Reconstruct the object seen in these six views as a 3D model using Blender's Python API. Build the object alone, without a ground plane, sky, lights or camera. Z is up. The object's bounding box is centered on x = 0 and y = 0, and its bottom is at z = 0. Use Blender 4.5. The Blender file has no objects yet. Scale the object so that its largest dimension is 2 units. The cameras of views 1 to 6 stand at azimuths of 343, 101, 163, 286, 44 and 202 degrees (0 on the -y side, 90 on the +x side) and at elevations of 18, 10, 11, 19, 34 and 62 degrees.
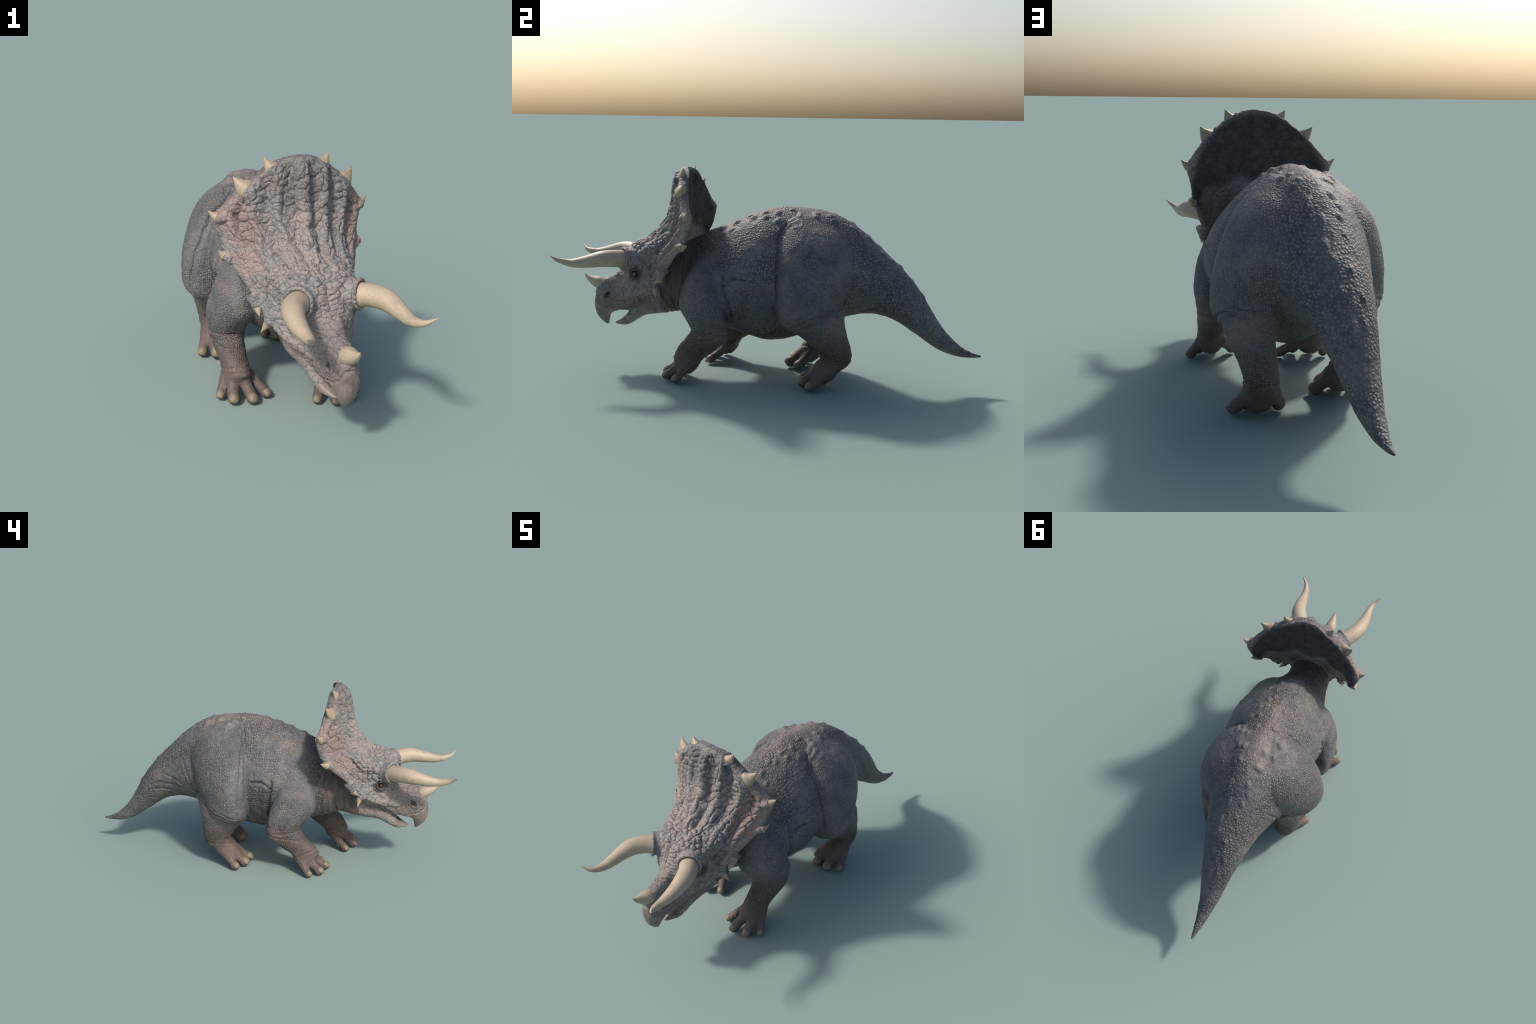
import bpy, bmesh, math, random
import numpy as np
from mathutils import Vector, Matrix
from mathutils.bvhtree import BVHTree

random.seed(7)
RNG = np.random.default_rng(7)
VOX = 0.0034

# ------------------------------------------------------------------ helpers
def cr(P, sub):
    """Catmull-Rom interpolation of an array of control items along axis 0."""
    P = np.asarray(P, float)
    n = len(P)
    out = []
    for i in range(n - 1):
        p0 = P[max(i - 1, 0)]; p1 = P[i]; p2 = P[i + 1]; p3 = P[min(i + 2, n - 1)]
        for k in range(sub):
            t = k / sub
            out.append(0.5 * ((2 * p1) + (p2 - p0) * t + (2 * p0 - 5 * p1 + 4 * p2 - p3) * t * t
                              + (3 * p1 - p0 - 3 * p2 + p3) * t ** 3))
    out.append(P[-1])
    return np.array(out)

def loft(rings):
    """Closed tube through rings (m,n,3), capped by centre fans."""
    R = np.asarray(rings, float)
    m, n, _ = R.shape
    V = [R.reshape(-1, 3), R[0].mean(0)[None], R[-1].mean(0)[None]]
    F = []
    for i in range(m - 1):
        for j in range(n):
            k = (j + 1) % n
            F.append((i * n + j, i * n + k, (i + 1) * n + k, (i + 1) * n + j))
    a, b = m * n, m * n + 1
    for j in range(n):
        k = (j + 1) % n
        F.append((a, k, j))
        F.append((b, (m - 1) * n + j, (m - 1) * n + k))
    return np.concatenate(V), F

def spow(c, e):
    return np.sign(c) * np.abs(c) ** e

TH = np.linspace(0, 2 * np.pi, 48, endpoint=False)

def limb(rows, sub=6, e=2.2, cap=0.0):
    """rows: (Fy,Fz, By,Bz, xc, hx): front and back point of the limb in side view, centre and half width."""
    """an optional 7th value moves the back edge inwards (the outer face slants)"""
    rows = np.array(rows, float)
    if rows.shape[1] == 6:
        rows = np.concatenate([rows, np.zeros((len(rows), 1))], 1)
    rows = cr(rows, sub)
    rings = []
    for fy, fz, by, bz, xc, hx, sk in rows:
        cy, cz = (fy + by) / 2, (fz + bz) / 2
        ay, az = (by - fy) / 2, (bz - fz) / 2
        c = spow(np.cos(TH), 2 / e); s = spow(np.sin(TH), 2 / e)
        rings.append(np.stack([xc + hx * s - sk * c, cy + ay * c, cz + az * c], 1))
    return loft(rings)

def tube(pts, rad, n=20, sub=5, flat=1.0, up=(0, 0, 1), round_cap=False):
    pts = cr(pts, sub); rad = cr(np.asarray(rad, float)[:, None], sub)[:, 0]
    rad = np.maximum(rad, 1e-4)
    T = np.gradient(pts, axis=0); T /= np.linalg.norm(T, axis=1)[:, None]
    up = np.asarray(up, float)
    th = np.linspace(0, 2 * np.pi, n, endpoint=False)
    rings = []
    if round_cap:
        for k in (0.98, 0.85, 0.6, 0.3):
            s = np.cross(T[0], up); s /= np.linalg.norm(s); u = np.cross(s, T[0])
            r = rad[0] * math.sqrt(1 - k * k)
            rings.append(pts[0] - T[0] * rad[0] * k + r * (np.cos(th)[:, None] * s + flat * np.sin(th)[:, None] * u))
    for p, t, r in zip(pts, T, rad):
        s = np.cross(t, up); s /= np.linalg.norm(s); u = np.cross(s, t)
        rings.append(p + r * (np.cos(th)[:, None] * s + flat * np.sin(th)[:, None] * u))
    if round_cap:
        for k in (0.3, 0.6, 0.85, 0.98):
            s = np.cross(T[-1], up); s /= np.linalg.norm(s); u = np.cross(s, T[-1])
            r = rad[-1] * math.sqrt(1 - k * k)
            rings.append(pts[-1] + T[-1] * rad[-1] * k + r * (np.cos(th)[:, None] * s + flat * np.sin(th)[:, None] * u))
    return loft(rings)

def blob(c, r, n=20):
    """ellipsoid, r = (rx,ry,rz)"""
    c = np.asarray(c, float); r = np.ones(3) * np.asarray(r, float)
    th = np.linspace(0, 2 * np.pi, n, endpoint=False)
    rings = []
    for ph in np.linspace(-np.pi / 2 + .08, np.pi / 2 - .08, n // 2):
        rings.append(c + r * np.stack([np.cos(ph) * np.cos(th), np.cos(ph) * np.sin(th), np.full(n, np.sin(ph))], 1))
    return loft(rings)

def join(parts):
    V = []; F = []; o = 0
    for v, f in parts:
        V.append(v); F += [tuple(i + o for i in q) for q in f]; o += len(v)
    return np.concatenate(V), F

def mirror(vf):
    v, f = vf
    return v * np.array([-1, 1, 1]), [tuple(reversed(q)) for q in f]

# head frame: the head is turned a little to its left
PIV = np.array([0, -0.34, 0.0]); YAW = math.radians(3.5)
RH = np.array([[math.cos(YAW), -math.sin(YAW), 0], [math.sin(YAW), math.cos(YAW), 0], [0, 0, 1]])
def hw(P):
    P = np.array(P, float)
    z = P[..., 2].copy()
    P[..., 0] += .032 * np.maximum(.48 - z, 0)      # the jaws lean to the animal's left
    P[..., 2] += .011 * P[..., 0]
    return (np.asarray(P, float) - PIV) @ RH.T + PIV
def hwf(vf):
    return hw(vf[0]), vf[1]

# ------------------------------------------------------------------ torso, neck, tail
# y, spine x, x of the widest level, top, bottom, half width, z of widest, upper exponent, lower exponent
TORSO = [
    (-0.54, .012, .012, .545, .262, .080, .42, 2.0, 2.0),
    (-0.46, .008, .008, .600, .288, .104, .43, 1.8, 2.0),
    (-0.40, .004, .004, .622, .291, .112, .43, 1.65, 2.0),
    (-0.34, .003, .005, .646, .270, .130, .43, 1.62, 2.0),
    (-0.27, .004, .014, .682, .248, .160, .46, 1.65, 1.95),
    (-0.18, .006, .030, .718, .225, .219, .465, 1.62, 1.85),
    (-0.10, .006, .026, .755, .198, .240, .47, 1.60, 1.75),
    (0.00, .006, .029, .788, .174, .243, .46, 1.60, 1.66),
    (0.055, .006, .025, .798, .175, .236, .455, 1.62, 1.62),
    (0.10, .006, .020, .803, .181, .227, .455, 1.65, 1.62),
    (0.20, .006, .008, .800, .218, .215, .46, 1.70, 1.60),
    (0.30, .006, .006, .782, .268, .205, .47, 1.75, 1.55),
    (0.40, .006, .006, .733, .306, .167, .49, 1.80, 1.50),
    (0.50, .009, .009, .652, .321, .132, .48, 1.85, 1.55),
    (0.60, .010, .010, .563, .297, .101, .43, 1.95, 1.65),
    (0.70, .011, .011, .452, .236, .074, .35, 2.0, 1.75),
    (0.80, .012, .012, .297, .174, .046, .236, 2.0, 1.9),
    (0.88, .014, .014, .209, .147, .028, .178, 2.0, 2.0),
    (0.95, .016, .016, .170, .144, .014, .157, 2.0, 2.0),
    (0.985, .017, .017, .160, .1475, .0075, .154, 2.0, 2.0),
    (0.995, .017, .017, .1570, .1503, .004, .1537, 2.0, 2.0),
]
def torso_part(rows):
    rows = cr(rows, 8)
    rings = []
    for y, xs, xw, top, bot, w, zw, eu, el in rows:
        c, s = np.cos(TH), np.sin(TH)
        e = np.where(s > 0, eu, el)
        x = xw + (xs - xw) * np.clip(s, 0, 1) ** 1.3 + w * spow(c, 2 / e)
        z = np.where(s > 0, zw + (top - zw) * np.abs(s) ** (2 / e), zw - (zw - bot) * np.abs(s) ** (2 / e))
        rings.append(np.stack([x, np.full_like(x, y), z], 1))
    return loft(rings)

NECK_ROWS = TORSO[:5]
TAIL_Y = 0.40

# ------------------------------------------------------------------ legs (animal's left, +x)
THIGH_L = [  # Fy,Fz,By,Bz,xc,hx, slant
    (.165, .778, .270, .768, .060, .035, .02),
    (.115, .750, .310, .737, .078, .062, .025),
    (.098, .712, .360, .690, .101, .088, .006),
    (.087, .650, .406, .620, .127, .112, .010),
    (.082, .560, .418, .540, .146, .125, .022),
    (.081, .480, .408, .460, .160, .132, .024),
    (.083, .400, .376, .400, .168, .134, .024),
    (.090, .335, .354, .355, .175, .126, .020),
    (.110, .286, .328, .330, .177, .106, .010),
    (.155, .262, .292, .303, .176, .068, 0),
]
SHANK_L = [
    (.105, .420, .370, .420, .165, .085),
    (.112, .350, .384, .370, .180, .090),
    (.142, .280, .390, .320, .192, .085),
    (.202, .236, .400, .262, .194, .070),
    (.250, .195, .419, .200, .186, .061),
    (.282, .160, .424, .150, .180, .056),
    (.276, .136, .408, .114, .176, .058),
    (.256, .112, .372, .086, .174, .055),
    (.252, .092, .348, .050, .173, .052),
    (.248, .070, .308, .020, .171, .044),
]
ARM_L = [  # slant < 0: the front edge lies further in than the back edge
    (-.300, .580, -.200, .570, .100, .042, -.01),
    (-.345, .500, -.185, .510, .150, .066, -.02),
    (-.368, .430, -.172, .440, .175, .076, -.024),
    (-.380, .375, -.160, .375, .189, .078, -.026),
    (-.372, .330, -.147, .312, .198, .076, -.026),
    (-.338, .284, -.140, .268, .200, .073, -.016),
    (-.316, .242, -.138, .230, .203, .067, -.012),
    (-.335, .207, -.152, .188, .201, .061, -.006),
    (-.369, .166, -.212, .141, .197, .056, .000),
    (-.390, .130, -.254, .107, .194, .052, -.004),
    (-.404, .106, -.270, .082, .195, .052, -.010),
    (-.398, .090, -.286, .056, .195, .050, -.006),
    (-.392, .070, -.320, .028, .193, .042, 0),
]
FRONT_NAILS = [(.274, -.376), (.232, -.432), (.158, -.449), (.089, -.411)]
HIND_NAILS = [(.250, .238), (.195, .198), (.128, .194), (.086, .245)]

def toes(nails, root, rootz, spread, rad):
    """fan of toes from the instep; list of (tube, tip, direction, radius)"""
    out = []
    for i, (x, y) in enumerate(nails):
        outer = i in (0, 3)
        r = rad * (0.86 if outer else 1.0)
        A = np.array([root[0] + spread * (x - root[0]), root[1] + (.012 if outer else 0), rootz - (.012 if outer else 0)])
        tip = np.array([x, y, r + .0005])
        d = tip - A; d[2] = 0; d /= np.linalg.norm(d)
        tip = tip - d * r * .62
        p1 = A + (tip - A) * .35 + np.array([0, 0, .008])
        p2 = A + (tip - A) * .70 + np.array([0, 0, .005])
        out.append((tube([A, p1, p2, tip], [r * 1.30, r * 1.26, r * 1.04, r], n=18, round_cap=True), tip, d, r))
    return out

def nail(tip, d, r):
    """rounded plate lying on the upper front of a toe"""
    up = np.array([0, 0, 1.0]); s = np.cross(d, up)
    nrm = d * .52 + up * .86
    nrm /= np.linalg.norm(nrm)
    t = np.cross(s, nrm)   # along nail
    if t[2] > 0: t = -t
    c = tip + nrm * r * .98
    u = np.linspace(-1, 1, 13)
    V = []; F = []
    n = len(u)
    for layer in (0, 1):
        for a in u:
            for b in u:
                # square to rounded square
                x = a * math.sqrt(1 - b * b * .38); y = b * math.sqrt(1 - a * a * .38)
                rr = max(abs(a), abs(b))
                h = (-.45 * r * x * x - .38 * r * (y * y))
                h += (.17 * r * (1 - rr ** 4)) if layer == 0 else -.45 * r
                V.append(c + s * x * r * .90 + t * y * r * 1.05 + nrm * h)
    for i in range(n - 1):
        for j in range(n - 1):
            F.append((i * n + j, i * n + j + 1, (i + 1) * n + j + 1, (i + 1) * n + j))
            o = n * n
            F.append((o + i * n + j, o + (i + 1) * n + j, o + (i + 1) * n + j + 1, o + i * n + j + 1))
    for i in range(n - 1):
        o = n * n
        for (p, q) in ((i, i + 1), ((n - 1) * n + i + 1, (n - 1) * n + i), ((i + 1) * n, i * n), (i * n + n - 1, (i + 1) * n + n - 1)):
            F.append((p, p + o, q + o, q))
    return np.array(V), F

def sh(rows, dy, dx=0.0):
    """shift rows, dy may be a list per row; returns array"""
    R = np.array(rows, float)
    dy = np.broadcast_to(dy, (len(R),))
    R[:, 0] += dy; R[:, 2] += dy; R[:, 4] += dx
    return R

# right side: same limb, mirrored, stepped back / forward
THIGH_R = sh(THIGH_L, [-.012, -.014, -.014, -.014, -.014, -.016, -.020, -.025, -.03, -.035], -.004)
THIGH_R[:, 2] -= np.array([0, 0, .004, .010, .022, .030, .030, .025, .02, .01])
THIGH_R[2:8, 6] += np.array([.012, .020, .022, .022, .018, .012])
SHANK_R = sh(SHANK_L, [-.012, -.044, -.062, -.078, -.093, -.104, -.108, -.110, -.110, -.109], -.020)
ARM_R = sh(ARM_L, [.06, .065, .075, .085, .092, .098, .102, .106, .104, .094, .094, .098, .104], -.012)
HIND_NAILS_R = [(x - .019, y - .110) for x, y in HIND_NAILS]
FRONT_NAILS_R = [(x - .017, y + .104) for x, y in FRONT_NAILS]

# ------------------------------------------------------------------ head (own symmetric frame)
FR_W = [(.430, .168), (.460, .176), (.500, .193), (.540, .215), (.580, .238), (.630, .261), (.690, .276), (.735, .288),
        (.770, .290), (.820, .250), (.875, .198), (.910, .158), (.940, .112), (.955, .088), (.968, .058), (.976, .022)]
FR_EDGE = [(.430, -.515), (.460, -.492), (.500, -.462), (.540, -.428), (.580, -.392), (.630, -.345), (.690, -.324),
           (.735, -.319), (.770, -.320), (.820, -.345), (.875, -.362), (.910, -.370), (.940, -.377), (.955, -.382), (.968, -.390), (.976, -.400)]
FR_MID = [(.430, -.575), (.460, -.590), (.500, -.610), (.540, -.618), (.580, -.624), (.600, -.617), (.625, -.594), (.642, -.572),
          (.665, -.545), (.695, -.516), (.730, -.488), (.786, -.466), (.847, -.457), (.913, -.450), (.945, -.438), (.960, -.428), (.976, -.408)]
FR_BACK = [(.430, -.50), (.55, -.46), (.62, -.430), (.68, -.402), (.75, -.384), (.82, -.375), (.90, -.371), (.976, -.378)]
def tab(T, z):
    T = np.asarray(T); return np.interp(z, T[:, 0], T[:, 1])

def frill_part():
    zs = np.concatenate([np.linspace(.430, .93, 46), np.linspace(.936, .976, 12)])
    ss = np.sin(np.linspace(-np.pi / 2, np.pi / 2, 49))
    front = []; back = []
    for z in zs:
        w = tab(FR_W, z); ye = tab(FR_EDGE, z); ym = tab(FR_MID, z)
        th = .062 if z < .93 else .062 * math.sqrt(max(1 - ((z - .93) / .047) ** 2, .02))
        a = np.abs(ss)
        prof = a ** (1.15 + .25 * max(0.0, min(1.0, (.66 - z) / .10)))
        yf = ym + (ye - th * .5 - ym) * prof
        yb_mid = max(tab(FR_BACK, z), ym + th)
        rb = .010 * max(0.0, min(1.0, (z - .66) / .08))           # thick upper rim
        yb = yb_mid + (ye + th * .5 + rb - yb_mid) * a ** 2.8
        t = (yb - yf) * np.sqrt(np.maximum(1 - a ** 9, 0))
        mid = (yf + yb) * .5
        front.append(np.stack([ss * w, mid - .5 * t, np.full_like(ss, z)], 1))
        back.append(np.stack([ss * w, mid + .5 * t, np.full_like(ss, z)], 1))
    m, n = len(zs), len(ss)
    V = np.concatenate([np.array(front).reshape(-1, 3), np.array(back).reshape(-1, 3)])
    F = []; o = m * n
    for i in range(m - 1):
        for j in range(n - 1):
            F.append((i * n + j, i * n + j + 1, (i + 1) * n + j + 1, (i + 1) * n + j))
            F.append((o + i * n + j, o + (i + 1) * n + j, o + (i + 1) * n + j + 1, o + i * n + j + 1))
        F.append((i * n, (i + 1) * n, o + (i + 1) * n, o + i * n))
        F.append((i * n + n - 1, o + i * n + n - 1, o + (i + 1) * n + n - 1, (i + 1) * n + n - 1))
    for j in range(n - 1):
        F.append((j, o + j, o + j + 1, j + 1))
        q = (m - 1) * n
        F.append((q + j, q + j + 1, o + q + j + 1, o + q + j))
    return V, F

# spikes of the frill: base centre, tip, radius along rim, radius across, collar size
SPIKES = [
    ((.098, -.388, .934), (.122, -.380, .973), .0250, .0175),
    ((.190, -.372, .868), (.227, -.353, .909), .0315, .0220),
    ((.281, -.330, .764), (.310, -.320, .789), .0160, .0165),
    ((.259, -.354, .626), (.274, -.327, .639), .0170, .0165),
    ((.181, -.478, .462), (.186, -.506, .441), .0150, .0150),
    ((.158, -.506, .408), (.181, -.498, .375), .0130, .0130),
]
SKULL = [  # y, half profile (x,z) from top to bottom
    (-.846, [(0, .372), (.011, .370), (.018, .358), (.021, .345), (.020, .332), (.011, .322), (0, .320)]),
    (-.830, [(0, .408), (.017, .404), (.029, .385), (.037, .350), (.036, .315), (.024, .292), (0, .288)]),
    (-.800, [(0, .431), (.021, .426), (.037, .400), (.049, .355), (.048, .310), (.033, .280), (0, .276)]),
    (-.770, [(0, .441), (.023, .434), (.039, .405), (.055, .355), (.053, .310), (.038, .277), (0, .274)]),
    (-.735, [(0, .464), (.026, .456), (.043, .420), (.061, .370), (.061, .320), (.047, .276), (0, .272)]),
    (-.700, [(0, .500), (.034, .496), (.058, .455), (.073, .400), (.071, .340), (.055, .290), (0, .272)]),
    (-.670, [(0, .570), (.054, .575), (.094, .540), (.091, .450), (.086, .370), (.066, .300), (0, .272)]),
    (-.630, [(0, .612), (.070, .614), (.122, .560), (.117, .470), (.108, .390), (.085, .330), (0, .290)]),
    (-.580, [(0, .635), (.080, .630), (.128, .570), (.130, .480), (.128, .410), (.098, .350), (0, .300)]),
    (-.540, [(0, .645), (.080, .625), (.120, .570), (.135, .480), (.140, .405), (.105, .360), (0, .300)]),
    (-.500, [(0, .660), (.070, .630), (.090, .560), (.110, .480), (.115, .410), (.090, .360), (0, .300)]),
    (-.460, [(0, .640), (.060, .600), (.070, .540), (.085, .470), (.085, .410), (.070, .360), (0, .300)]),
]
def skull_part():
    S = []
    for y, hp in SKULL:
        p = cr(np.array(hp), 6)
        full = np.concatenate([p, (p * np.array([-1, 1]))[::-1][1:-1]])
        S.append(np.stack([full[:, 0], np.full(len(full), y), full[:, 1]], 1))
    return loft(cr(S, 6))

JAW = [  # y, top, bottom, half width
    (-.753, .212, .206, .005), (-.738, .221, .200, .020), (-.715, .236, .1980, .037), (-.695, .252, .1985, .049), (-.665, .290, .207, .061),
    (-.630, .328, .231, .072), (-.580, .356, .257, .088), (-.530, .376, .264, .100), (-.480, .394, .272, .102), (-.430, .412, .282, .096), (-.37, .43, .290, .082)]
def jaw_part(rows=JAW):
    rings = []
    for y, t, b, w in cr(rows, 6):
        rings.append(np.stack([w * spow(np.cos(TH), 2 / 2.4), np.full(48, y), (t + b) / 2 + (t - b) / 2 * spow(np.sin(TH), 2 / 2.4)], 1))
    return loft(rings)

BEAK = [  # z, front y, back y, half width
    (.366, -.842, -.800, .028), (.345, -.848, -.775, .041), (.315, -.853, -.745, .047), (.290, -.854, -.728, .048), (.270, -.850, -.735, .044),
    (.252, -.844, -.766, .038), (.232, -.832, -.775, .029), (.214, -.816, -.778, .019), (.201, -.800, -.780, .011), (.196, -.791, -.783, .004)]
def beak_part():
    rings = []
    for z, f, b, w in cr(BEAK, 6):
        c = (f + b) / 2; h = (b - f) / 2
        rings.append(np.stack([w * spow(np.sin(TH), 2 / 2.2), c + h * spow(np.cos(TH), 2 / 2.2), np.full(48, z)], 1))
    return loft(rings)

HORN_C = [(.100, -.648, .534), (.111, -.668, .539), (.134, -.696, .544), (.156, -.731, .546), (.168, -.765, .544), (.175, -.805, .536), (.178, -.848, .528),
          (.179, -.892, .523), (.184, -.933, .528), (.197, -.965, .539), (.223, -.989, .561)]
HORN_R = [.0425, .0425, .0405, .0395, .0370, .0320, .0266, .0205, .0148, .0085, .0006]

# ------------------------------------------------------------------ assemble the flesh
PARTS = {}
PARTS['torso'] = torso_part(TORSO)
PARTS['thigh_l'] = limb(THIGH_L)
PARTS['shank_l'] = limb(SHANK_L)
PARTS['arm_l'] = limb(ARM_L)
PARTS['thigh_r'] = mirror(limb(THIGH_R))
PARTS['shank_r'] = mirror(limb(SHANK_R))
PARTS['arm_r'] = mirror(limb(ARM_R))
FT = toes(FRONT_NAILS, (.198, -.318), .096, .36, .0225)
HT = toes(HIND_NAILS, (.175, .332), .112, .32, .0260)
FTR = toes(FRONT_NAILS_R, (.181, -.216), .096, .36, .0225)
HTR = toes(HIND_NAILS_R, (.156, .222), .112, .32, .0260)
PARTS['toes_arm_l'] = join([t[0] for t in FT])
PARTS['toes_shank_l'] = join([t[0] for t in HT])
PARTS['toes_arm_r'] = mirror(join([t[0] for t in FTR]))
PARTS['toes_shank_r'] = mirror(join([t[0] for t in HTR]))

def both(vf):
    return join([vf, mirror(vf)])
frill = [frill_part()]
for (b, t, r1, r2) in SPIKES[:3]:
    b = np.array(b)
    d = np.array(t) - b; d /= np.linalg.norm(d)
    e = b - np.array([0, -.372, .68]); e /= np.linalg.norm(e)
    frill.append(both(blob(b - e * r1 * .80 - np.array([0, .003, 0]), (r1 * 1.45, .034, r1 * 1.45))))
# stubs that carry the fourth and fifth spike
frill.append(both(tube([(.235, -.375, .618), (.250, -.362, .623), (.259, -.352, .627)], [.026, .022, .019], round_cap=False)))
frill.append(both(tube([(.190, -.462, .512), (.185, -.470, .485), (.181, -.479, .461)], [.034, .025, .0165])))
PARTS['frill'] = hwf(join(frill))
head = [skull_part()]
# brow boss and collar round each horn
brow = tube([(.070, -.600, .545), (.092, -.634, .540), (.104, -.655, .540), (.111, -.667, .541)], [.052, .056, .056, .050], round_cap=False)
head.append(both(brow))
# the brow runs up and back into the frill
head.append(both(tube([(.088, -.612, .556), (.104, -.560, .568), (.122, -.500, .605), (.132, -.445, .655)], [.042, .043, .040, .026], round_cap=True)))
# smooth raised ring of skin that grips the horn
ax_ = np.array([.62, -.77, .12]); ax_ /= np.linalg.norm(ax_)
u_ = np.cross(ax_, [0, 0, 1]); u_ /= np.linalg.norm(u_); v_ = np.cross(u_, ax_)
rc_ = np.array([.115, -.671, .542])
rr_ = []
for k in range(36):
    a_ = 2 * math.pi * k / 36
    o_ = math.cos(a_) * u_ + math.sin(a_) * v_
    ph_ = np.linspace(0, 2 * np.pi, 12, endpoint=False)[:, None]
    rr_.append(rc_ + o_ * (.0500 + .0100 * np.cos(ph_)) + ax_ * .0105 * np.sin(ph_))
rr_.append(rr_[0])
V_ = np.concatenate(rr_[:36]); F_ = []
for k in range(36):
    for j in range(12):
        F_.append((k * 12 + j, k * 12 + (j + 1) % 12, ((k + 1) % 36) * 12 + (j + 1) % 12, ((k + 1) % 36) * 12 + j))
head.append(both((V_, F_)))
# jugal boss with the cheek spike
head.append(both(tube([(.120, -.545, .450), (.148, -.520, .428), (.158, -.508, .409)], [.035, .026, .0165])))
# heavy brow above the eye
head.append(both(blob((.104, -.636, .506), (.024, .034, .017))))
# eye socket bulge
head.append(both(blob((.108, -.612, .474), (.020, .034, .034))))
# cheek ridge
head.append(both(tube([(.135, -.540, .420), (.110, -.600, .385), (.083, -.655, .362), (.068, -.700, .345)], [.024, .022, .018, .012])))
PARTS['head'] = hwf(join(head))
PARTS['beak'] = hwf(beak_part())
PARTS['lower_jaw'] = hwf(jaw_part())

def mesh_from(name, vf):
    me = bpy.data.meshes.new(name)
    me.from_pydata(vf[0].tolist(), [], vf[1])
    me.update()
    return me

def fix_normals(me):
    bm = bmesh.new(); bm.from_mesh(me)
    bmesh.ops.recalc_face_normals(bm, faces=bm.faces[:])
    bm.to_mesh(me); bm.free()

col = bpy.context.scene.collection
raw = mesh_from('raw_flesh', join(list(PARTS.values())))
fix_normals(raw)
ob = bpy.data.objects.new('raw_flesh', raw); col.objects.link(ob)
m = ob.modifiers.new('r', 'REMESH'); m.mode = 'VOXEL'; m.voxel_size = VOX; m.use_smooth_shade = True
m2 = ob.modifiers.new('s', 'SMOOTH'); m2.factor = .5; m2.iterations = 7
dg = bpy.context.evaluated_depsgraph_get()
flesh = bpy.data.meshes.new_from_object(ob.evaluated_get(dg))
bpy.data.objects.remove(ob)
N = len(flesh.vertices)
print('flesh verts', N)
exec_detail = True

def get_co(me):
    a = np.empty(len(me.vertices) * 3); me.vertices.foreach_get('co', a); return a.reshape(-1, 3)
def get_no(me):
    a = np.empty(len(me.vertices) * 3); me.vertices.foreach_get('normal', a); return a.reshape(-1, 3)
def set_co(me, P):
    me.vertices.foreach_set('co', P.ravel()); me.update()

# ---- label each vertex by the body part it is nearest to
P = get_co(flesh)
names = list(PARTS)
bv = {k: BVHTree.FromPolygons(v[0].tolist(), v[1]) for k, v in PARTS.items()}
bb = {k: (v[0].min(0) - .03, v[0].max(0) + .03) for k, v in PARTS.items()}
best = np.full(N, 1e9); lab = np.zeros(N, int)
for i, k in enumerate(names):
    lo, hi = bb[k]
    idx = np.nonzero(np.all((P > lo) & (P < hi), axis=1))[0]
    b = bv[k]
    for j in idx:
        r = b.find_nearest(Vector(P[j]), .05)
        if r[3] is not None and r[3] < best[j]:
            best[j] = r[3]; lab[j] = i
# ------------------------------------------------------------------ relief
def h3(ix, iy, iz, seed):
    with np.errstate(over='ignore'):
        h = (ix.astype(np.uint32) * np.uint32(374761393) + iy.astype(np.uint32) * np.uint32(668265263)
             + iz.astype(np.uint32) * np.uint32(2147483647) + np.uint32(seed) * np.uint32(974634329))
        h = (h ^ (h >> np.uint32(13))) * np.uint32(1274126177)
        h = (h ^ (h >> np.uint32(15))) * np.uint32(2246822519)
        h = h ^ (h >> np.uint32(16))
    return h.astype(np.float64) / 4294967295.0

def vnoise(Q, seed=0):
    """smooth value noise in -1..1"""
    I = np.floor(Q).astype(np.int64); f = Q - I
    f = f * f * f * (f * (f * 6 - 15) + 10)
    r = np.zeros(len(Q))
    for dx in (0, 1):
        for dy in (0, 1):
            for dz in (0, 1):
                w = (f[:, 0] if dx else 1 - f[:, 0]) * (f[:, 1] if dy else 1 - f[:, 1]) * (f[:, 2] if dz else 1 - f[:, 2])
                r += w * h3(I[:, 0] + dx, I[:, 1] + dy, I[:, 2] + dz, seed)
    return r * 2 - 1

def fbm(Q, o=3, seed=0):
    r = 0; a = 1; t = 0
    for k in range(o):
        r = r + a * vnoise(Q * 2 ** k, seed + k); t += a; a *= .5
    return r / t

def voro(Q, seed=0, jit=.85):
    """F1, F2 of a jittered grid"""
    I = np.floor(Q).astype(np.int64)
    f1 = np.full(len(Q), 9.0); f2 = np.full(len(Q), 9.0)
    for dx in (-1, 0, 1):
        for dy in (-1, 0, 1):
            for dz in (-1, 0, 1):
                a, b, c = I[:, 0] + dx, I[:, 1] + dy, I[:, 2] + dz
                px = a + .5 + jit * (h3(a, b, c, seed) - .5)
                py = b + .5 + jit * (h3(a, b, c, seed + 1) - .5)
                pz = c + .5 + jit * (h3(a, b, c, seed + 2) - .5)
                d = np.sqrt((px - Q[:, 0]) ** 2 + (py - Q[:, 1]) ** 2 + (pz - Q[:, 2]) ** 2)
                f2 = np.minimum(f2, np.maximum(d, f1)); f1 = np.minimum(f1, d)
    return f1, f2

def sstep(a, b, x):
    t = np.clip((x - a) / (b - a), 0, 1)
    return t * t * (3 - 2 * t)

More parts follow.
